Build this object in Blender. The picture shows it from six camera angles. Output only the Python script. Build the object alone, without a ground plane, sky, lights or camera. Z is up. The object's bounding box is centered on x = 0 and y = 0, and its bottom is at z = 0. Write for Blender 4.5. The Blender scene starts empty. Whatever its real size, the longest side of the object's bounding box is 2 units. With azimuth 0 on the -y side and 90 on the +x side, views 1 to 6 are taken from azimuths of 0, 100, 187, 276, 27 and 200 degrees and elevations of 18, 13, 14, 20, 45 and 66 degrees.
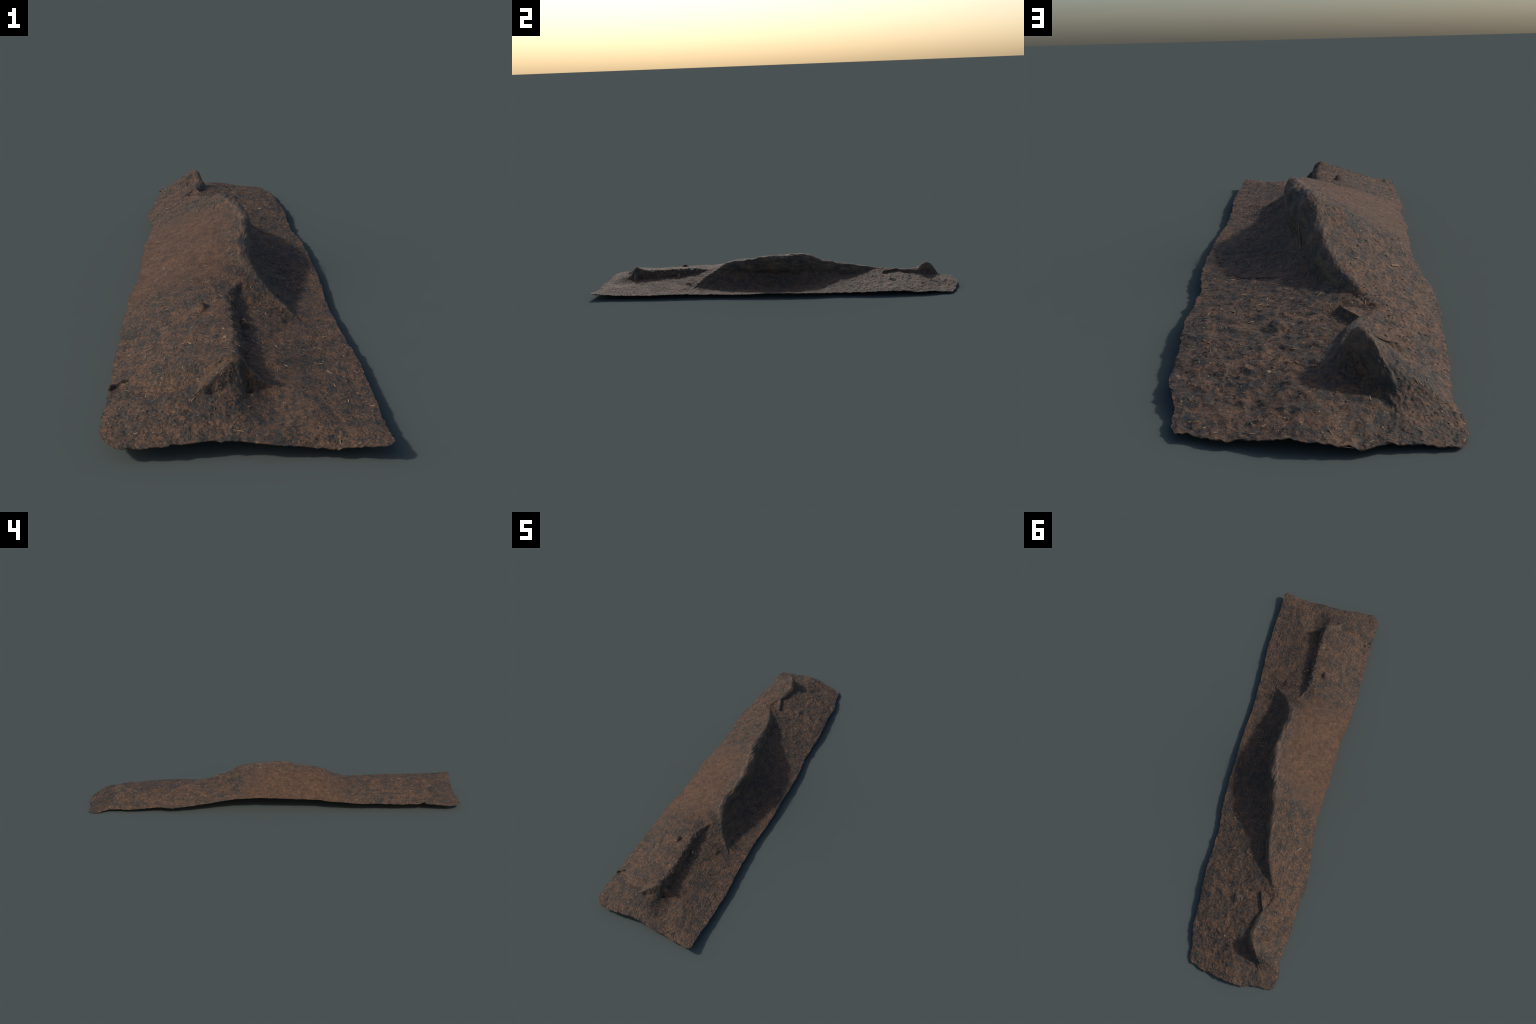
"""A long strip of forest floor: brown needle litter and soil, with a half buried
tree root that runs along it, stands up as a hump in the middle and breaks the
surface again as two small ridges near the ends."""
import bpy, math
import numpy as np
from mathutils import Vector

RNG = np.random.default_rng(7)

# ------------------------------------------------------------------ helpers
def hermite(table, q):
    """Monotone cubic through (station, value...) rows, evaluated at q."""
    t = np.array(table, float)
    t = t[np.argsort(t[:, 0])]
    x, out = t[:, 0], []
    q = np.clip(np.asarray(q, float), x[0], x[-1])
    i = np.clip(np.searchsorted(x, q) - 1, 0, len(x) - 2)
    h = np.diff(x)
    for c in range(1, t.shape[1]):
        v = t[:, c]
        d = np.diff(v) / h
        m = np.zeros(len(x))
        m[0], m[-1] = d[0], d[-1]
        same = d[:-1] * d[1:] > 0
        w1, w2 = 2 * h[1:] + h[:-1], h[1:] + 2 * h[:-1]
        with np.errstate(divide="ignore", invalid="ignore"):
            hm = (w1 + w2) / (w1 / d[:-1] + w2 / d[1:])
        m[1:-1] = np.where(same, hm, 0)
        s = (q - x[i]) / h[i]
        a, b = v[i], v[i + 1]
        out.append((1 + 2 * s) * (1 - s) ** 2 * a + s * (1 - s) ** 2 * h[i] * m[i]
                   + s * s * (3 - 2 * s) * b + s * s * (s - 1) * h[i] * m[i + 1])
    return out[0] if len(out) == 1 else out


def sstep(a, b, x):
    t = np.clip((x - a) / (b - a), 0, 1)
    return t * t * (3 - 2 * t)


def smax(a, b, k):
    h = np.clip(0.5 + 0.5 * (a - b) / k, 0, 1)
    return b + (a - b) * h + k * h * (1 - h)


TILT = np.linalg.qr(np.array([[.8, .5, .33], [-.45, .85, .28], [-.2, -.4, .9]]))[0]


def noise3(p, scale, seed=0, stretch=(1, 1, 1)):
    """Gradient noise in about -1..1; p is (..., 3) in metres, scale the lump size."""
    q = p / np.array(stretch)
    if stretch == (1, 1, 1):
        q = q @ TILT                    # keep the lattice off the strip's own axes
    q = q / scale + seed * 17.31
    c = np.floor(q).astype(np.int64)
    f = q - c
    w = f * f * f * (f * (f * 6 - 15) + 10)
    r = 0
    for dx in (0, 1):
        for dy in (0, 1):
            for dz in (0, 1):
                h = (c[..., 0] + dx) * 374761393 + (c[..., 1] + dy) * 668265263 + (c[..., 2] + dz) * 2147483647 + seed * 974711
                h = (h ^ (h >> 13)) * 1274126177 & 0xFFFFFFFF
                h = h ^ (h >> 16)
                g = [((h >> s) & 255) / 127.5 - 1 for s in (0, 8, 16)]
                dot = g[0] * (f[..., 0] - dx) + g[1] * (f[..., 1] - dy) + g[2] * (f[..., 2] - dz)
                k = (w[..., 0] if dx else 1 - w[..., 0]) * (w[..., 1] if dy else 1 - w[..., 1]) * (w[..., 2] if dz else 1 - w[..., 2])
                r = r + k * dot
    return r * 1.5


# ------------------------------------------------------------------ stations
# all rows start with y, the place along the strip (south end -0.98, north end 0.985)
WEST_EDGE = [  # y, x, z
    (-.98, -.214, .032), (-.936, -.216, .034), (-.896, -.217, .037), (-.857, -.217, .040), (-.81, -.219, .043),
    (-.772, -.220, .043), (-.708, -.224, .042), (-.663, -.230, .042), (-.621, -.229, .044), (-.569, -.232, .046), (-.512, -.236, .048),
    (-.46, -.237, .050), (-.40, -.239, .054), (-.363, -.241, .056), (-.30, -.237, .060), (-.25, -.232, .065), (-.189, -.234, .068),
    (-.136, -.238, .070), (-.047, -.242, .074), (0, -.244, .076), (.06, -.241, .075), (.13, -.245, .072), (.18, -.247, .068),
    (.224, -.251, .065), (.269, -.257, .058), (.322, -.265, .051), (.37, -.274, .046), (.41, -.282, .042), (.45, -.286, .038),
    (.497, -.293, .034), (.534, -.291, .031), (.58, -.287, .033), (.631, -.289, .030), (.68, -.290, .027), (.75, -.291, .020),
    (.80, -.286, .019), (.85, -.285, .018), (.893, -.293, .012), (.93, -.299, .006), (.985, -.300, .003)]
EAST_EDGE = [
    (-.98, .303, .032), (-.94, .299, .029), (-.907, .297, .026), (-.83, .294, .024), (-.744, .288, .022), (-.672, .284, .022), (-.585, .273, .024),
    (-.522, .264, .025), (-.468, .256, .023), (-.40, .250, .022), (-.342, .243, .020), (-.28, .240, .020), (-.22, .238, .019), (-.17, .237, .021),
    (-.105, .234, .022), (-.047, .228, .024), (.01, .222, .024), (.073, .219, .024), (.114, .216, .024), (.168, .209, .024),
    (.218, .205, .023), (.261, .198, .022), (.30, .188, .021), (.335, .181, .019), (.38, .177, .020), (.43, .173, .020), (.49, .169, .022),
    (.539, .167, .024), (.589, .160, .024), (.634, .154, .024), (.673, .146, .024), (.718, .140, .023), (.753, .138, .020),
    (.793, .135, .018), (.835, .125, .018), (.862, .114, .015), (.891, .107, .014), (.928, .100, .012), (.985, .096, .009)]
SOUTH_EDGE = [  # x, y
    (-.214, -.945), (-.205, -.965), (-.190, -.985), (-.167, -.995), (-.12, -.994), (-.061, -.985), (-.001, -.979), (.056, -.978),
    (.104, -.980), (.178, -.980), (.233, -.986), (.275, -.989), (.294, -.984), (.303, -.970)]
NORTH_EDGE = [
    (-.300, .938), (-.296, .958), (-.282, .973), (-.259, .981), (-.207, .984), (-.172, .994), (-.139, 1.001), (-.086, 1.0), (-.037, .997),
    (.007, .989), (.045, .981), (.080, .971), (.096, .955)]
# the root and the northern ridge: y, crest x, crest z, foot x, foot z
ROOT = [
    (-.98, .19, .03, .205, .03), (-.6, .185, .035, .2, .035), (-.47, .176, .030, .19, .028), (-.435, .156, .041, .172, .033),
    (-.41, .121, .060, .143, .044), (-.38, .088, .085, .112, .062), (-.345, .063, .104, .090, .080), (-.31, .043, .126, .070, .094),
    (-.277, .032, .143, .056, .100), (-.225, .025, .159, .051, .101), (-.176, .026, .167, .046, .097), (-.135, .028, .169, .041, .093),
    (-.078, .030, .181, .037, .088), (-.03, .022, .187, .034, .085), (.02, .010, .187, .030, .083), (.057, .001, .189, .024, .082),
    (.09, -.013, .187, .018, .082), (.138, -.027, .186, .006, .083), (.179, -.039, .180, -.005, .085), (.214, -.045, .165, -.013, .086),
    (.258, -.053, .146, -.026, .088), (.30, -.062, .136, -.037, .086), (.342, -.072, .126, -.049, .072), (.383, -.082, .118, -.061, .063),
    (.424, -.094, .112, -.074, .065), (.475, -.114, .100, -.095, .071),
(.518, -.138, .088, -.121, .072), (.55, -.155, .079, -.141, .072),
    (.58, -.172, .073, -.160, .069), (.60, -.181, .068, -.169, .063), (.628, -.170, .070, -.157, .062), (.671, -.151, .073, -.138, .060),
    (.71, -.143, .075, -.126, .057), (.745, -.142, .077, -.122, .055), (.782, -.146, .082, -.116, .054), (.797, -.151, .094, -.116, .053),
    (.807, -.153, .104, -.119, .050), (.82, -.156, .109, -.122, .048), (.845, -.168, .103, -.138, .044), (.868, -.186, .080, -.161, .039), (.888, -.206, .045, -.184, .033),
    (.91, -.214, .026, -.2, .024), (.985, -.214, .008, -.2, .010)]
# the southern ridge, same columns; north of -0.386 it has sunk into the flank
RIDGE = [
    (-.98, .018, .032, .035, .031), (-.926, .018, .046, .035, .045), (-.87, .018, .061, .036, .058), (-.835, .019, .076, .042, .058),
    (-.818, .018, .098, .047, .054), (-.804, .016, .119, .048, .054), (-.785, .016, .112, .046, .054), (-.764, .016, .105, .044, .055), (-.71, .013, .101, .040, .058),
    (-.66, .011, .103, .037, .062), (-.60, .006, .105, .032, .066), (-.537, -.002, .106, .024, .071), (-.47, -.006, .107, .018, .080),
    (-.425, .000, .108, .019, .088), (-.386, .018, .107, .030, .100), (-.365, .016, .112, .028, .111), (-.34, .006, .118, .018, .116), (-.30, .000, .128, .012, .130), (-.25, -.005, .137, .007, .140)]
GROUND_POWER = [  # y, how hollow the bank east of the root is
    (-.98, 1.1), (-.85, 1.5), (-.78, 1.7), (-.5, 1.6), (-.40, 2.8), (-.30, 4.2), (-.158, 4.8), (0, 4.4), (.207, 3.6), (.30, 2.5), (.37, 1.3), (.437, 1.25),
    (.55, 1.1), (.64, .85), (.75, .9), (.85, 1.0), (.985, 1.0)]
FLANK_SWELL = [  # y, rise of the western flank above a straight slope
    (-.98, .001), (-.93, .006), (-.872, .015), (-.838, .000), (-.802, .001), (-.755, .010), (-.6, .012), (-.42, .018), (-.33, .018), (-.27, .014), (-.1, .008), (0, .002), (.08, .003), (.2, .004), (.37, .005), (.55, .005),
    (.7, .004), (.8, .0), (.985, 0)]

# ------------------------------------------------------------------ the surface
ROWS = 1080
n_flank, n_banka, n_mid, n_bankb, n_ground = 118, 26, 44, 54, 104
y0 = np.linspace(-.98, .985, ROWS)
we, ee = hermite(WEST_EDGE, y0), hermite(EAST_EDGE, y0)
xb, zb, fxb, fzb = hermite(ROOT, y0)
xa, za, fxa, fza = hermite(RIDGE, y0)
power, swell = hermite(GROUND_POWER, y0), hermite(FLANK_SWELL, y0)
south = 1 - sstep(-.455, -.41, y0)          # 1 where only the ridge stands
north = sstep(-.35, -.26, y0)              # 1 where only the root stands
xa = xa * (1 - north) + north * (we[0] + .72 * (xb - we[0]))
fxa = fxa * (1 - north) + north * (xa + .012)


def flank(x, xc, zc):
    t = np.clip((x - we[0][:, None]) / (xc - we[0])[:, None], 0, 1)
    return we[1][:, None] + (zc - we[1])[:, None] * t + (swell[:, None] * 4.6 * t ** 1.4 * (1 - t))


def slope_down(x, fx, fz):
    s = np.clip((x - fx[:, None]) / (ee[0] - fx)[:, None], 0, 1)
    return ee[1][:, None] + (fz - ee[1])[:, None] * (1 - s) ** power[:, None]


col = lambda v: v[:, None]
# the sunk ridge follows the flank
for v in (0,):
    za = za * (1 - north) + north * flank(col(xa), xb, zb)[:, 0]
    fza = fza * (1 - north) + north * flank(col(fxa), xb, zb)[:, 0]
zb = zb * (1 - south) + south * slope_down(col(xb), fxa, fza)[:, 0]
fzb = fzb * (1 - south) + south * slope_down(col(fxb), fxa, fza)[:, 0]


def span(a, b, n, first=False):
    t = np.linspace(0, 1, n + 1)[0 if first else 1:]
    return col(a) + col(b - a) * t[None]


def bank(xc, zc, fx, fz, n, bulge, roll, dip):
    """Rounded face from the crest, out over the belly, back in to the foot."""
    t = np.linspace(0, 1, n + 1)[1:][None]
    h = col(np.maximum(zc - fz, 0))
    p0x, p0z, p3x, p3z = col(xc), col(zc), col(fx), col(fz)
    run = p3x - p0x
    p1x, p1z = p0x + run * .25 + h * col(roll), p0z + h * col(dip)
    p2x, p2z = p3x + h * col(bulge), p3z + h * .30
    x = (1 - t) ** 3 * p0x + 3 * t * (1 - t) ** 2 * p1x + 3 * t * t * (1 - t) * p2x + t ** 3 * p3x
    z = (1 - t) ** 3 * p0z + 3 * t * (1 - t) ** 2 * p1z + 3 * t * t * (1 - t) * p2z + t ** 3 * p3z
    return x, z


x1 = span(we[0], xa, n_flank, True)
z1 = flank(x1, xa, za) * col(1 - north) + flank(x1, xb, zb) * col(north)
x2, z2 = bank(xa, za, fxa, fza, n_banka, .05 + 0 * y0, .22 + 0 * y0, .05 + 0 * y0)
x3 = span(fxa, xb, n_mid)
t3 = np.linspace(0, 1, n_mid + 1)[1:][None]
straight = col(fza) + col(zb - fza) * t3
z3 = straight * col((1 - south) * (1 - north)) + slope_down(x3, fxa, fza) * col(south) + flank(x3, xb, zb) * col(north)
belly = hermite([(-.98, .0), (-.42, .05), (-.3, .08), (-.1, .20), (.05, .22), (.14, .13), (.25, .06), (.35, .0), (.5, 0), (.78, 0), (.82, -.22), (.87, -.22), (.91, 0), (.985, 0)], y0)
roll = hermite([(-.98, .2), (-.3, .22), (-.1, .27), (.05, .28), (.14, .25), (.25, .24), (.4, .24), (.6, .15), (.78, .12), (.82, .26), (.87, .32), (.91, .1), (.985, .10)], y0)
dip = hermite([(-.98, .05), (.0, .04), (.12, -.04), (.25, -.12), (.45, -.12), (.6, 0), (.78, -.05), (.82, -.2), (.87, -.25), (.91, 0), (.985, 0)], y0)
x4, z4 = bank(xb, zb, fxb, fzb, n_bankb, belly, roll, dip)
x5 = span(fxb, ee[0], n_ground)
z5 = slope_down(x5, fxb, fzb) * col(1 - south) + slope_down(x5, fxa, fza) * col(south)
X = np.concatenate([x1, x2, x3, x4, x5], 1)
Z = np.concatenate([z1, z2, z3, z4, z5], 1)
Y = np.repeat(col(y0), X.shape[1], 1)
COLS = X.shape[1]
c_a0, c_a1 = n_flank, n_flank + n_banka
c_b0, c_b1 = c_a1 + n_mid, c_a1 + n_mid + n_bankb

def round_crest(c, half, times):
    """Wear the crest at column c round, over `half` columns to each side."""
    lo, hi = max(c - half - 6, 1), min(c + half + 6, COLS - 1)
    w = np.clip(1.2 - abs(np.arange(lo, hi) - c) / half, 0, 1)[None]
    for _ in range(times):
        for G in (X, Z):
            G[:, lo:hi] += w * .5 * (.5 * (G[:, lo - 1:hi - 1] + G[:, lo + 1:hi + 1]) - G[:, lo:hi])


crest_b = zb.copy()
round_crest(c_b0, 15, 110)
round_crest(c_a0, 7, 30)
round_crest(c_b1, 8, 14)
lost_a = np.maximum(za - Z[:, c_a0], 0)
Z += col(lost_a) * np.exp(-((np.arange(COLS)[None] - c_a0) / 10.) ** 2)
# give back the height that the rounding took
lost = np.maximum(crest_b - Z[:, c_b0], 0)
Z += col(lost) * np.exp(-((np.arange(COLS)[None] - c_b0) / 26.) ** 2)

# the ends are not straight: bend the last rows to the end outlines
ys, yn = hermite(SOUTH_EDGE, X), hermite(NORTH_EDGE, X)
Y = Y + (ys + .98) * (1 - sstep(-.98, -.86, col(y0))) + (yn - .985) * sstep(.86, .985, col(y0))


def crease(p, q, up, down, soft=.004, thick=.003, fade=.02):
    """A raised fold from p to q: `up` is the fall to its left, `down` to its right."""
    global Z
    p, q = np.array(p), np.array(q)
    d = q[:2] - p[:2]
    L = np.hypot(*d)
    d = d / L
    s = ((X - p[0]) * d[0] + (Y - p[1]) * d[1])
    n = (X - p[0]) * -d[1] + (Y - p[1]) * d[0]
    over = np.maximum(np.maximum(-s, s - L), 0)
    top = p[2] + (q[2] - p[2]) * np.clip(s / L, 0, 1)
    away = np.maximum(abs(n) - thick, 0)
    h = top - np.where(n > 0, up, down) * away - 2 * np.maximum(away - .03, 0) - over * 1.5
    Z = np.where(h > Z - soft, smax(Z, h, soft), Z)


def bump(x, y, r, h, east=1.0):
    """A lump; east > 1 makes its eastern side steeper."""
    global Z
    dx = X - x
    d = np.hypot(np.where(dx > 0, dx * east, dx), Y - y) / r
    Z = Z + h * np.where(d < 1, (1 - np.minimum(d, 1) ** 2) ** 2, 0)


# broken end of the southern ridge: two buttresses
crease((.012, -.812, .106), (-.055, -.872, .067), 1.3, .6, thick=.005)
crease((.022, -.804, .108), (.098, -.788, .038), 1.6, 2.6, thick=.006)
# root splinter pressed against the northern ridge, and the fold on its flank
crease((-.150, .672, .074), (-.113, .588, .068), 1.8, .20, thick=.001, soft=.002)
crease((-.168, .805, .092), (-.213, .780, .070), .5, 2.2, thick=.001, soft=.002)
bump(-.056, -.536, .026, .016, 1.6)
bump(.040, -.548, .020, .016, .9)
crease((-.216, -.810, .055), (-.188, -.792, .058), .6, 4.0, thick=.002)
bump(-.203, -.812, .012, -.010)
bump(.045, -.815, .016, -.012)
bump(-.02, -.858, .018, -.007)
bump(.09, -.46, .06, .008)
bump(-.014, .643, .034, .007)
bump(-.10, .30, .05, .003)
bump(.09, -.87, .09, -.019)
bump(-.10, .915, .09, .006)
bump(-.09, .955, .11, .009)
bump(.175, -1.0, .11, -.011)
bump(-.14, -1.0, .07, -.005)
bump(.12, -.47, .02, .006)
P0 = np.stack([X, Y, Z], -1)


def normals(P):
    du = np.gradient(P, axis=1)
    dv = np.gradient(P, axis=0)
    n = np.cross(du, dv)
    return n / np.maximum(np.linalg.norm(n, axis=-1, keepdims=True), 1e-12)


# ------------------------------------------------------------------ relief
cidx = np.arange(COLS)[None, :]
dist_b = np.where(cidx < c_b0, col(xb) - X, np.where(cidx > c_b1, X - col(fxb), 0))     # metres from the root's face
dist_a = np.where(cidx < c_a0, col(xa) - X, np.where(cidx > c_a1, X - col(fxa), 0))
height_b = np.clip((zb - fzb - .004) / .03, 0, 1) * (1 - south)
height_a = np.clip((za - fza) / .02, 0, 1) * (1 - north)
bare_a = .12 + .88 * (1 - sstep(-.79, -.74, y0))
on_root = (1 - sstep(.004, .022, dist_b)) * col(height_b)
on_ridge = (1 - sstep(.002, .014, dist_a)) * col(height_a)
wood = np.clip(on_root + on_ridge * col(bare_a), 0, 1)
wob = noise3(P0, .09, 3) * .035
fine = sstep(-.40, -.33, P0[..., 1] + wob) * (1 - sstep(-.04, .05, P0[..., 1] - (.17 - .57 * (P0[..., 0] + .25)) + wob)) * sstep(.0, .03, dist_b) * (cidx < c_b0)
rough_ne = sstep(.30, .50, Y + .3 * X) * (cidx > c_b1)
N = normals(P0)
soil = (1 - wood) * (1 - .72 * fine)
D = (noise3(P0, .070, 11) * .0022
     + noise3(P0, .028, 12) * .0017 * (soil + .15) * (1 + .6 * rough_ne)
     + noise3(P0, .012, 13) * .0010 * (soil + .12) * (1 + .7 * rough_ne)
     + noise3(P0, .0055, 14) * .0009 * (soil + .25))
chunks = np.maximum(noise3(P0, .018, 21) - .38, 0)
D = D + chunks * .0028 * soil * (1 + rough_ne)
pits = np.maximum(noise3(P0, .016, 22) - .45, 0)
D = D - pits * .002 * soil
# bark: long low ridges along the root, knobs on the crest of the hump
grain = noise3(P0, .010, 31, (1, 4, 1.5)) * .0016 + noise3(P0, .004, 32, (1, 9, 1)) * .0009 + noise3(P0, .03, 35, (1, 2, 1)) * .003
knob_zone = sstep(-.24, -.12, Y) * (1 - sstep(.12, .2, Y)) * (1 - sstep(0, .03, abs(X - col(xb) - .006)))
knobs = (noise3(P0, .026, 33, (1, 1.3, 1)) * .0042 + noise3(P0, .011, 34, (1, 1.3, 1)) * .0016) * knob_zone
bite = np.maximum(noise3(P0, .030, 36) + .25 * noise3(P0, .009, 37) - .05, 0) * np.exp(-((cidx - c_a0 - 9) / 9.) ** 2) * col(height_a) * (1 - sstep(-.60, -.54, Y)) * sstep(-.79, -.75, Y)
D = D - bite * .011 + np.exp(-((cidx - c_a0 - 14) / 12.) ** 2) * col(height_a) * noise3(P0, .014, 38, (1, 1, 2)) * .004
D = D + wood * grain + knobs * col(height_b)
P = P0 + N * D[..., None]
# ragged rim
line = np.stack([0 * y0, y0, 0 * y0], -1)
rim = lambda s: noise3(line, .030, s) * .0026 + noise3(line, .011, s + 1) * .0018 + noise3(line, .005, s + 2) * .0008
near_w = np.exp(-np.linspace(0, 1, COLS) * .5 / .012)[None]
P[..., 0] += col(rim(41)) * near_w - col(rim(45)) * near_w[:, ::-1]
near_s = np.exp(-(y0 + .98) / .012)[:, None]
near_n = np.exp(-(.985 - y0) / .012)[:, None]
end = lambda r, s: noise3(np.stack([P0[r, :, 0], 0 * P0[r, :, 0], 0 * P0[r, :, 0]], -1), .028, s) * .006 + noise3(np.stack([P0[r, :, 0], 0 * P0[r, :, 0], 0 * P0[r, :, 0]], -1), .010, s) * .003
P[..., 1] += end(0, 51)[None] * near_s + (end(-1, 52)[None] - .0015) * near_n * 1.3
P[..., 2] = np.maximum(P[..., 2], .0014)
NRM = normals(P)

# ------------------------------------------------------------------ materials
def ramp(nt, stops, interp="LINEAR"):
    n = nt.nodes.new("ShaderNodeValToRGB")
    n.color_ramp.interpolation = interp
    e = n.color_ramp.elements
    while len(e) > 1:
        e.remove(e[0])
    e[0].position, e[0].color = stops[0][0], (*stops[0][1], 1)
    for p, c in stops[1:]:
        k = e.new(p)
        k.color = (*c, 1)
    return n


def srgb(r, g, b):
    return tuple(((v / 255 + .055) / 1.055) ** 2.4 if v > 10 else v / 255 / 12.92 for v in (r, g, b))


class Mat:
    def __init__(self, name, rough=.8, spec=.5):
        self.m = bpy.data.materials.new(name)
        self.m.use_nodes = True
        self.nt = self.m.node_tree
        self.bsdf = self.nt.nodes["Principled BSDF"]
        self.bsdf.inputs["Roughness"].default_value = rough
        self.bsdf.inputs["Specular IOR Level"].default_value = spec
        self.co = self.nt.nodes.new("ShaderNodeTexCoord").outputs["Object"]

    def link(self, a, b):
        self.nt.links.new(a, b)

    def mapped(self, scale=(1, 1, 1), rot=(0, 0, 0)):
        n = self.nt.nodes.new("ShaderNodeMapping")
        n.inputs["Scale"].default_value = scale
        n.inputs["Rotation"].default_value = rot
        self.link(self.co, n.inputs["Vector"])
        return n.outputs["Vector"]

    def noise(self, scale, detail=4, rough=.6, vec=None, distort=0.):
        n = self.nt.nodes.new("ShaderNodeTexNoise")
        n.inputs["Scale"].default_value = scale
        n.inputs["Detail"].default_value = detail
        n.inputs["Roughness"].default_value = rough
        n.inputs["Distortion"].default_value = distort
        self.link(vec or self.co, n.inputs["Vector"])
        return n.outputs["Fac"]

    def voronoi(self, scale, out="Distance", vec=None):
        n = self.nt.nodes.new("ShaderNodeTexVoronoi")
        n.inputs["Scale"].default_value = scale
        self.link(vec or self.co, n.inputs["Vector"])
        return n.outputs[out]

    def ramp(self, fac, stops):
        n = ramp(self.nt, stops)
        self.link(fac, n.inputs["Fac"])
        return n.outputs["Color"]

    def band(self, fac, a, b):
        n = self.nt.nodes.new("ShaderNodeMapRange")
        n.interpolation_type = "SMOOTHSTEP"
        n.inputs["From Min"].default_value, n.inputs["From Max"].default_value = a, b
        self.link(fac, n.inputs["Value"])
        return n.outputs["Result"]

    def math(self, op, a, b=None):
        n = self.nt.nodes.new("ShaderNodeMath")
        n.operation = op
        for i, v in enumerate((a, b)):
            if v is None:
                continue
            if isinstance(v, (int, float)):
                n.inputs[i].default_value = v
            else:
                self.link(v, n.inputs[i])
        return n.outputs[0]

    def mix(self, fac, a, b, blend="MIX"):
        n = self.nt.nodes.new("ShaderNodeMix")
        n.data_type, n.blend_type = "RGBA", blend
        for sock, v in ((n.inputs[0], fac), (n.inputs[6], a), (n.inputs[7], b)):
            if isinstance(v, tuple):
                sock.default_value = (*v, 1)
            elif isinstance(v, (int, float)):
                sock.default_value = v
            else:
                self.link(v, sock)
        return n.outputs[2]

    def axes(self):
        n = self.nt.nodes.new("ShaderNodeSeparateXYZ")
        self.link(self.co, n.inputs[0])
        return n.outputs

    def finish(self, colour, height=None, strength=.5, dist=.002):
        if isinstance(colour, tuple):
            self.bsdf.inputs["Base Color"].default_value = (*colour, 1)
        else:
            self.link(colour, self.bsdf.inputs["Base Color"])
        if height is not None:
            b = self.nt.nodes.new("ShaderNodeBump")
            b.inputs["Strength"].default_value = strength
            b.inputs["Distance"].default_value = dist
            self.link(height, b.inputs["Height"])
            self.link(b.outputs["Normal"], self.bsdf.inputs["Normal"])
        return self.m


GAIN = 1.0
def tone(r, g, b):
    return tuple(min(v * GAIN, 1) for v in srgb(r, g, b))


def soil_colour(M):
    """Red brown litter broken by slate grey flecks; an even, finer brown on the hump's flank."""
    x, y, z = M.axes()
    fleck = M.noise(95, 3, .62, distort=1.4)
    blot = M.noise(26, 3, .55)
    big = M.noise(5, 2, .5)
    sel = M.math("ADD", M.math("MULTIPLY", fleck, .72), M.math("MULTIPLY", blot, .34))
    sel = M.math("ADD", sel, M.math("MULTIPLY", M.math("SUBTRACT", big, .5), .12))
    litter = M.ramp(sel, [(.40, tone(38, 38, 37)), (.46, tone(49, 46, 42)), (.515, tone(64, 52, 42)), (.57, tone(84, 61, 44)), (.66, tone(103, 75, 54))])
    grain = M.noise(260, 4, .7, distort=.8)
    litter = M.mix(1.0, litter, M.ramp(grain, [(.30, (.48, .48, .50)), (.5, (1, 1, 1)), (.70, (1.50, 1.44, 1.36))]), "MULTIPLY")
    fine_base = M.ramp(M.noise(45, 6, .72), [(.34, tone(62, 45, 32)), (.5, tone(84, 60, 42)), (.66, tone(103, 74, 52))])
    fine_base = M.mix(1.0, fine_base, M.ramp(M.noise(210, 4, .7), [(.32, (.62, .60, .60)), (.5, (1, 1, 1)), (.68, (1.38, 1.34, 1.30))]), "MULTIPLY")
    stain = M.band(M.noise(13, 3, .6, distort=.5), .50, .66)
    fine_base = M.mix(M.math("MULTIPLY", stain, .20), fine_base, tone(58, 44, 34))
    # matted fibres running every way
    fibre = None
    for k, turn in enumerate((.3, 1.35, 2.4)):
        f = M.noise(70 + 9 * k, 2, .5, M.mapped((1, .16, .6), (0, 0, turn)))
        f = M.band(f, .57, .68)
        fibre = f if fibre is None else M.math("MAXIMUM", fibre, f)
    litter = M.mix(M.math("MULTIPLY", fibre, .22), litter, tone(112, 82, 60))
    # where the fine soil lies
    wob = M.math("MULTIPLY", M.math("SUBTRACT", M.noise(11, 4, .65), .5), .30)
    yw = M.math("ADD", y, wob)
    north_lim = M.math("ADD", yw, M.math("MULTIPLY", M.math("ADD", x, .25), .57))
    m = M.math("MULTIPLY", M.band(yw, -.46, -.30), M.math("SUBTRACT", 1, M.band(north_lim, .09, .24)))
    crest_x = M.math("SUBTRACT", x, M.math("MULTIPLY", M.band(y, -.02, .25), -.06))
    m = M.math("MULTIPLY", m, M.math("SUBTRACT", 1, M.band(M.math("ADD", crest_x, M.math("MULTIPLY", wob, .25)), -.045, .01)))
    c = M.mix(m, litter, fine_base)
    # scattered pale crumbs
    crumb = M.math("MULTIPLY", M.band(M.voronoi(75), .16, .09), M.band(M.noise(31, 1, .5), .55, .66))
    c = M.mix(M.math("MULTIPLY", crumb, .55), c, tone(140, 112, 88))
    hgt = M.math("ADD", M.math("MULTIPLY", fleck, .5), M.math("MULTIPLY", M.noise(240, 3, .6), .5))
    return c, hgt


def make_soil():
    M = Mat("forest_litter_soil")
    c, h = soil_colour(M)
    return M.finish(c, h, 1.0, .003)


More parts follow.
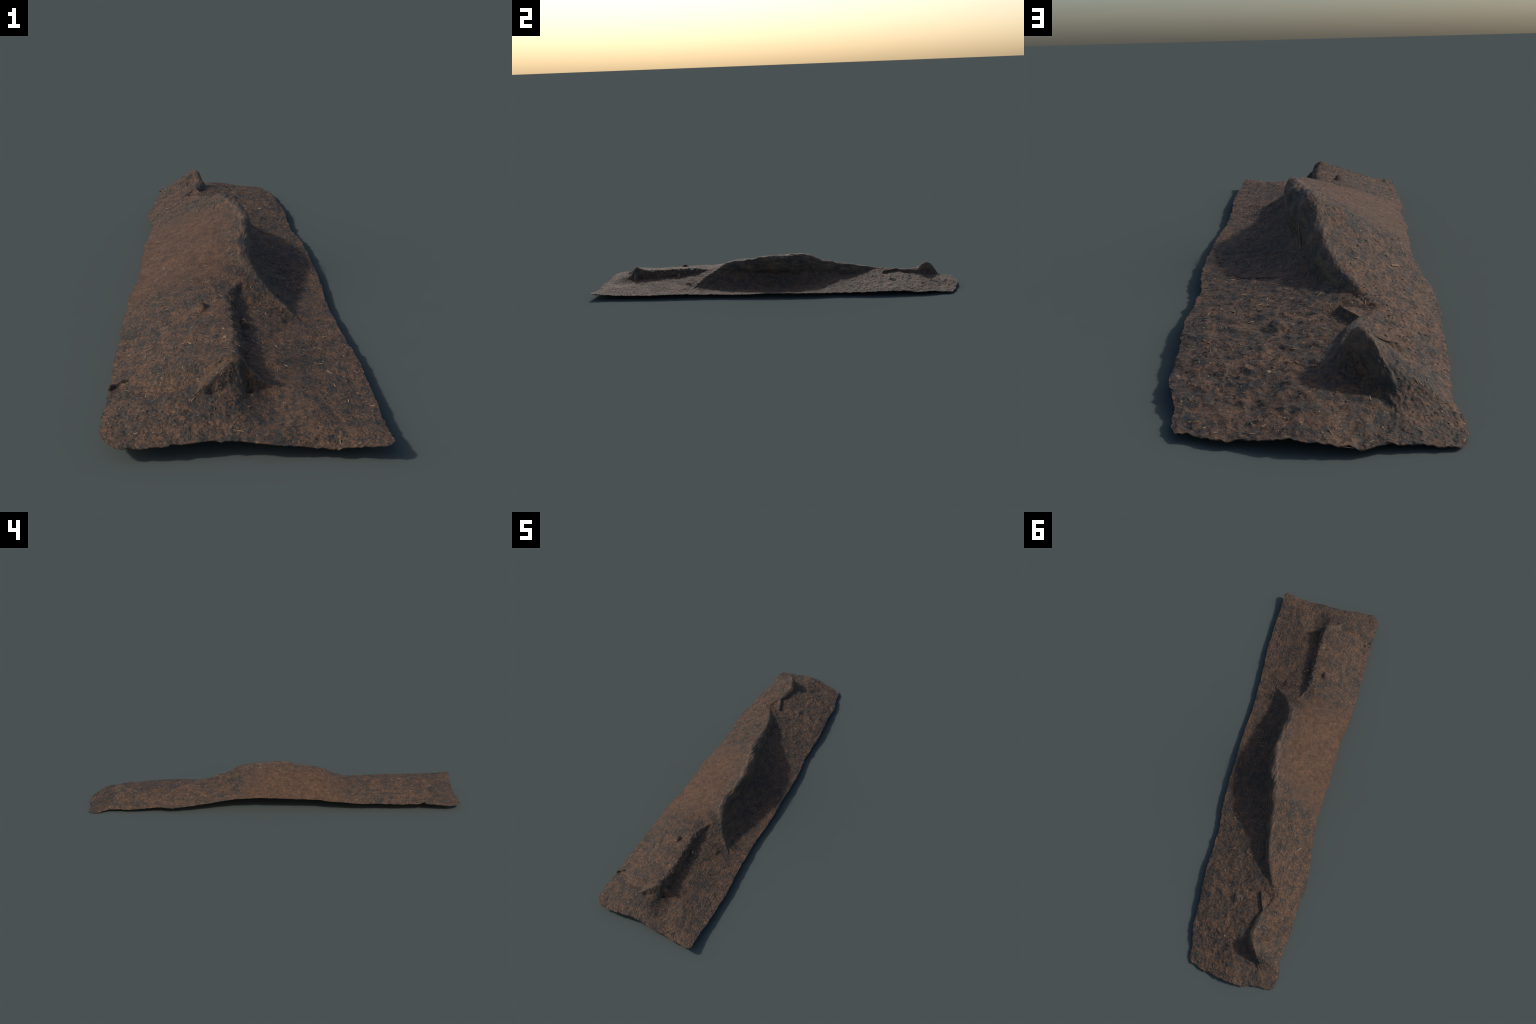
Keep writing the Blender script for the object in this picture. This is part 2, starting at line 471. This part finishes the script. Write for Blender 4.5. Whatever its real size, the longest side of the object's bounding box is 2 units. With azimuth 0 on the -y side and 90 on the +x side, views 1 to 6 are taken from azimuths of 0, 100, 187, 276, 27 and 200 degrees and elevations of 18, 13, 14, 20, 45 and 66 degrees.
def make_bark():
    M = Mat("weathered_root_bark", .75, .5)
    streak = M.noise(60, 5, .62, M.mapped((1, .16, 1)))
    patch = M.noise(18, 4, .6)
    c = M.ramp(M.math("ADD", M.math("MULTIPLY", streak, .6), M.math("MULTIPLY", patch, .4)),
               [(.38, tone(40, 39, 37)), (.46, tone(62, 53, 44)), (.53, tone(86, 67, 51)), (.64, tone(108, 84, 62))])
    soil, _ = soil_colour(M)
    dust = M.band(M.noise(40, 4, .7), .5, .62)
    c = M.mix(M.math("MULTIPLY", dust, .8), c, soil)
    return M.finish(c, M.math("ADD", streak, M.math("MULTIPLY", M.noise(200, 3, .6, M.mapped((1, .3, 1))), .4)), .6, .003)


def make_plain(name, lo, hi, scale=60, stretch=(1, 1, 1), rough=.85):
    M = Mat(name, rough)
    info = M.nt.nodes.new("ShaderNodeObjectInfo")
    f = M.noise(scale, 3, .6, M.mapped(stretch))
    c = M.ramp(f, [(.3, tone(*lo)), (.7, tone(*hi))])
    h = M.nt.nodes.new("ShaderNodeHueSaturation")
    M.link(c, h.inputs["Color"])
    M.link(M.math("ADD", M.math("MULTIPLY", info.outputs["Random"], .4), .8), h.inputs["Value"])
    return M.finish(h.outputs["Color"], f, .4, .002)


SOIL, BARK = make_soil(), make_bark()
STRAW = make_plain("dry_needle_straw", (118, 95, 70), (170, 144, 112), 35)
TWIG = make_plain("brown_twig_wood", (72, 54, 41), (104, 77, 57), 40)
DARK = make_plain("dark_debris", (36, 38, 40), (76, 66, 58), 60)
PALE = make_plain("pale_stone_chip", (84, 77, 68), (124, 112, 96), 60)
SLATE = make_plain("slate_stone", (38, 41, 44), (58, 56, 54), 50)
UNDER = make_plain("packed_earth", (56, 44, 36), (80, 62, 50), 30)

# ------------------------------------------------------------------ objects
base = bpy.data.objects.new("forest_floor_strip", None)
bpy.context.collection.objects.link(base)
base["label"] = "long strip of brown forest soil with a half buried root"
base["category"] = "forest ground"


def add_part(name, verts, faces, mat, parent=base, smooth=True, vnormals=None):
    me = bpy.data.meshes.new(name)
    verts, faces = np.asarray(verts, np.float32), np.asarray(faces, np.int32)
    k = faces.shape[1]
    me.vertices.add(len(verts))
    me.vertices.foreach_set("co", verts.ravel())
    me.loops.add(faces.size)
    me.loops.foreach_set("vertex_index", faces.ravel())
    me.polygons.add(len(faces))
    me.polygons.foreach_set("loop_start", np.arange(0, faces.size, k, dtype=np.int32))
    me.update(calc_edges=True)
    me.polygons.foreach_set("use_smooth", np.full(len(faces), smooth))
    if vnormals is not None:
        me.normals_split_custom_set_from_vertices(np.asarray(vnormals, np.float64).tolist())
    me.materials.append(mat)
    ob = bpy.data.objects.new(name, me)
    bpy.context.collection.objects.link(ob)
    ob.parent = parent
    return ob


idx = np.arange(ROWS * COLS).reshape(ROWS, COLS)
quads = np.stack([idx[:-1, :-1], idx[:-1, 1:], idx[1:, 1:], idx[1:, :-1]], -1)
fc = lambda a: .25 * (a[:-1, :-1] + a[:-1, 1:] + a[1:, 1:] + a[1:, :-1])
up_b = np.clip((cidx - c_b0) / (c_b1 - c_b0), 0, 1)
ragged = noise3(P0, .02, 61) * .007 + noise3(P0, .007, 62) * .004
is_root = fc((dist_b + ragged < np.where(abs(col(y0) - .03) < .42, .013, .008)) * (up_b + ragged * 25 < np.where(col(y0) > .6, .55, .93)) * col(height_b > .30) * 1.0) > .5
up_a = np.clip((cidx - c_a0) / (c_a1 - c_a0), 0, 1)                         # 0 at the crest, 1 at the foot
show_a = up_a + ragged * 25 < np.where(col(y0) < -.77, 1.2, .30 + .1 * noise3(P0, .05, 63))
is_ridge = (fc((dist_a + ragged < .004) * show_a * col(height_a > .5) * 1.0) > .5) & ~is_root
north_part = fc(Y) > .60


def region(name, mask, mat):
    q = quads[mask]
    used, inv = np.unique(q.ravel(), return_inverse=True)
    return add_part(name, P.reshape(-1, 3)[used], inv.reshape(-1, 4), mat, vnormals=NRM.reshape(-1, 3)[used])


soil_ob = region("soil", ~(is_root | is_ridge), SOIL)
root_ob = region("root", is_root & ~north_part, BARK)
region("root_ridge", is_ridge, BARK)
region("root_ridge", is_root & north_part, BARK)

# broken rim of the sheet: a thin lip below the border, and the underside
ring = np.concatenate([idx[0, :-1], idx[:-1, -1], idx[-1, :0:-1], idx[:0:-1, 0]])
top = P.reshape(-1, 3)[ring]
low = top - np.array([0, 0, .0013])
n = len(ring)
k = np.arange(n)
kk = (k + 1) % n
add_part("soil_rim", np.concatenate([top, low]), np.stack([k, k + n, kk + n, kk], -1), SOIL, soil_ob)
sub_r, sub_c = np.r_[0:ROWS - 1:8, ROWS - 1], np.r_[0:COLS - 1:6, COLS - 1]
U = P[np.ix_(sub_r, sub_c)] - NRM[np.ix_(sub_r, sub_c)] * .005
U[0], U[-1], U[:, 0], U[:, -1] = [P[np.ix_(sub_r, sub_c)][s] - np.array([0, 0, .0012]) for s in (0, -1, (slice(None), 0), (slice(None), -1))]
U[..., 2] = np.maximum(U[..., 2], .0001)
ui = np.arange(U.shape[0] * U.shape[1]).reshape(U.shape[:2])
add_part("underside", U.reshape(-1, 3), np.stack([ui[:-1, :-1], ui[1:, :-1], ui[1:, 1:], ui[:-1, 1:]], -1).reshape(-1, 4), UNDER, soil_ob)


# ------------------------------------------------------------------ loose bits
def tube(points, radii, sides=6):
    """Mesh of a bent tapering stick: verts, quad faces."""
    pts = np.asarray(points, float)
    tan = np.gradient(pts, axis=0)
    tan /= np.linalg.norm(tan, axis=1, keepdims=True)
    side = np.cross(tan, [0, 0, 1.])
    side /= np.maximum(np.linalg.norm(side, axis=1, keepdims=True), 1e-6)
    up = np.cross(side, tan)
    a = np.linspace(0, 2 * np.pi, sides, endpoint=False)
    r = np.asarray(radii, float)[:, None, None]
    v = pts[:, None] + r * (np.cos(a)[None, :, None] * side[:, None] + np.sin(a)[None, :, None] * up[:, None])
    i = np.arange(len(pts) * sides).reshape(len(pts), sides)
    j = np.roll(i, -1, 1)
    return v.reshape(-1, 3), np.stack([i[:-1], j[:-1], j[1:], i[1:]], -1).reshape(-1, 4)


def lump(seed, squash=(1, 1, .6), nu=12, nv=8):
    """A rough unit pebble as a closed grid: verts, quad faces."""
    r = np.random.default_rng(seed)
    th = np.linspace(0, 2 * np.pi, nu, endpoint=False)
    ph = np.linspace(.02, np.pi - .02, nv)
    d = np.stack([np.sin(ph)[:, None] * np.cos(th), np.sin(ph)[:, None] * np.sin(th), np.repeat(np.cos(ph)[:, None], nu, 1)], -1)
    v = d * (1 + .28 * noise3(d + r.uniform(0, 9, 3), .8, seed))[..., None] * np.array(squash)
    i = np.arange(nu * nv).reshape(nv, nu)
    j = np.roll(i, -1, 1)
    return v.reshape(-1, 3), np.stack([i[:-1], i[1:], j[1:], j[:-1]], -1).reshape(-1, 4)


def spot(x, y):
    """Surface point and normal nearest to a place seen from above."""
    r = int(np.clip(np.searchsorted(y0, y), 1, ROWS - 2))
    rows = slice(max(r - 25, 0), min(r + 25, ROWS))
    d = (P[rows, :, 0] - x) ** 2 + (P[rows, :, 1] - y) ** 2 - 1e-4 * P[rows, :, 2]
    a, b = np.unravel_index(np.argmin(d), d.shape)
    a += rows.start
    return P[a, b], NRM[a, b]


def stick(name, points, r, mat, sides=7, parent=soil_ob):
    p = np.array(points)
    t = np.linspace(0, len(p) - 1, 4 * len(p))
    dense = np.stack([np.interp(t, np.arange(len(p)), p[:, c]) for c in range(3)], -1)
    for _ in range(2):
        dense[1:-1] = .25 * dense[:-2] + .5 * dense[1:-1] + .25 * dense[2:]
    rr = r * (1 - .55 * np.linspace(0, 1, len(dense)) ** 2)
    rr[0] *= .6
    rr[-1] *= .3
    v, f = tube(dense, rr, sides)
    return add_part(name, v, f, mat, parent)


def laid(name, xy, r, mat, lift=.4, ends=(0, 0)):
    pts = []
    for k, (x, y) in enumerate(xy):
        p, nrm = spot(x, y)
        e = ends[0] if k == 0 else ends[1] if k == len(xy) - 1 else 0
        pts.append(p + nrm * r * lift + np.array([0, 0, e]))
    return stick(name, pts, r, mat)


laid("twig", [(.125, .265), (.10, .287), (.06, .313), (.02, .343), (-.02, .365)], .0016, DARK, .3, (.005, 0))  # brown twig coloured dark for the root's shadow it lies in
laid("twig", [(-.149, .668), (-.135, .64), (-.123, .612), (-.113, .590)], .0020, TWIG, .3, (0, .004))
laid("twig", [(-.168, .806), (-.19, .796), (-.213, .781)], .0010, TWIG, .2)
laid("twig", [(-.008, .205), (-.014, .225), (-.014, .248)], .0014, STRAW, .8)
laid("twig", [(-.055, .06), (-.052, .10)], .0014, TWIG, .5)
laid("straw", [(-.203, .362), (-.211, .350), (-.219, .341)], .0022, STRAW, .5)
laid("straw", [(.033, -.548), (.055, -.543)], .0024, STRAW, .7, (.002, .003))
laid("straw", [(.145, .632), (.158, .634)], .0020, PALE, .5)
laid("straw", [(.034, .548), (.022, .556)], .0014, STRAW, .5)
laid("straw", [(.085, .535), (.072, .545)], .0016, STRAW, .5)


def stone(x, y, r, mat, seed, squash=(1, .8, .5), sink=.25):
    p, nrm = spot(x, y)
    v, f = lump(seed, squash)
    a = seed * 1.7
    c, s = math.cos(a), math.sin(a)
    v = v @ np.array([[c, s, 0], [-s, c, 0], [0, 0, 1]])
    zax = Vector(nrm)
    R = np.array(zax.to_track_quat("Z", "Y").to_matrix())
    return add_part("stone", (v * r) @ R.T + p - nrm * r * sink, f, mat, soil_ob)


stone(-.014, .643, .011, SLATE, 1, (1, .8, .35), .28)
stone(-.020, .822, .0055, STRAW, 2)
stone(.235, -.653, .0060, PALE, 3)
stone(.122, .798, .0070, PALE, 4)
stone(-.003, .437, .0060, PALE, 5)
stone(.077, .207, .0040, SLATE, 6)
stone(-.201, .372, .0040, PALE, 7)
stone(-.230, -.058, .0040, PALE, 8)
stone(-.067, .082, .0030, PALE, 9)
stone(-.003, -.153, .0040, PALE, 10)
stone(.000, -.687, .0055, STRAW, 11)
stone(-.014, -.473, .0040, STRAW, 12)
stone(-.003, -.645, .0040, STRAW, 13)
stone(.14, .288, .0040, PALE, 14)


def scatter(name, count, mat, maker, where, parent=soil_ob, seed=1):
    """Many small pieces laid on the surface, joined as stuff."""
    r = np.random.default_rng(seed)
    V, F, off = [], [], 0
    while count > 0:
        a, b = r.integers(4, ROWS - 4), r.integers(3, COLS - 3)
        if r.random() > where(a, b):
            continue
        count -= 1
        v, f = maker(r)
        nrm = NRM[a, b] + r.normal(0, .15, 3)
        R = np.array(Vector(nrm).to_track_quat("Z", "Y").to_matrix())
        V.append(v @ R.T + P[a, b])
        F.append(f + off)
        off += len(v)
    ob = add_part(name, np.concatenate(V), np.concatenate(F), mat, parent)
    ob["kind"] = "stuff"
    return ob


def needle(lo, hi, rad):
    def make(r):
        L, a, bend = r.uniform(lo, hi), r.uniform(0, 2 * np.pi), r.normal(0, .18)
        t = np.linspace(-.5, .5, 5)
        u = np.stack([t * L, (t * t - .1) * L * bend, rad * .1 + t * L * r.normal(0, .05)], -1)
        c, s = math.cos(a), math.sin(a)
        u = u @ np.array([[c, s, 0], [-s, c, 0], [0, 0, 1]])
        return tube(u, rad * np.array([.5, 1, 1, .9, .4]), 5)
    return make


def crumb(lo, hi, flat=.5):
    shapes = [lump(100 + k, (1, .7, flat), 7, 5) for k in range(8)]

    def make(r):
        v, f = shapes[r.integers(8)]
        a = r.uniform(0, 2 * np.pi)
        c, s = math.cos(a), math.sin(a)
        return (v * r.uniform(lo, hi)) @ np.array([[c, s, 0], [-s, c, 0], [0, 0, 1]]), f
    return make


area = np.linalg.norm(np.cross(np.gradient(P0, axis=1), np.gradient(P0, axis=0)), axis=-1)
area = np.minimum(area / np.percentile(area, 95), 1)
open_soil = area * (1 - .85 * wood)
scatter("needle_litter", 520, STRAW, needle(.005, .013, .0006), lambda a, b: open_soil[a, b], seed=2)
scatter("brown_needle_litter", 520, TWIG, needle(.005, .014, .0007), lambda a, b: open_soil[a, b] * (1 - .7 * fine[a, b]), seed=3)
scatter("pale_crumbs", 420, STRAW, crumb(.0010, .0025, .35), lambda a, b: open_soil[a, b], seed=4)
scatter("pale_straw_bits", 130, STRAW, needle(.007, .016, .0011), lambda a, b: open_soil[a, b], seed=9)
scatter("soil_crumbs", 1100, TWIG, crumb(.0013, .0034, .35), lambda a, b: open_soil[a, b] * (1 - .8 * fine[a, b]), seed=5)
scatter("dark_debris", 420, DARK, crumb(.0015, .0036, .3), lambda a, b: open_soil[a, b] * (1 - .9 * fine[a, b]), seed=6)
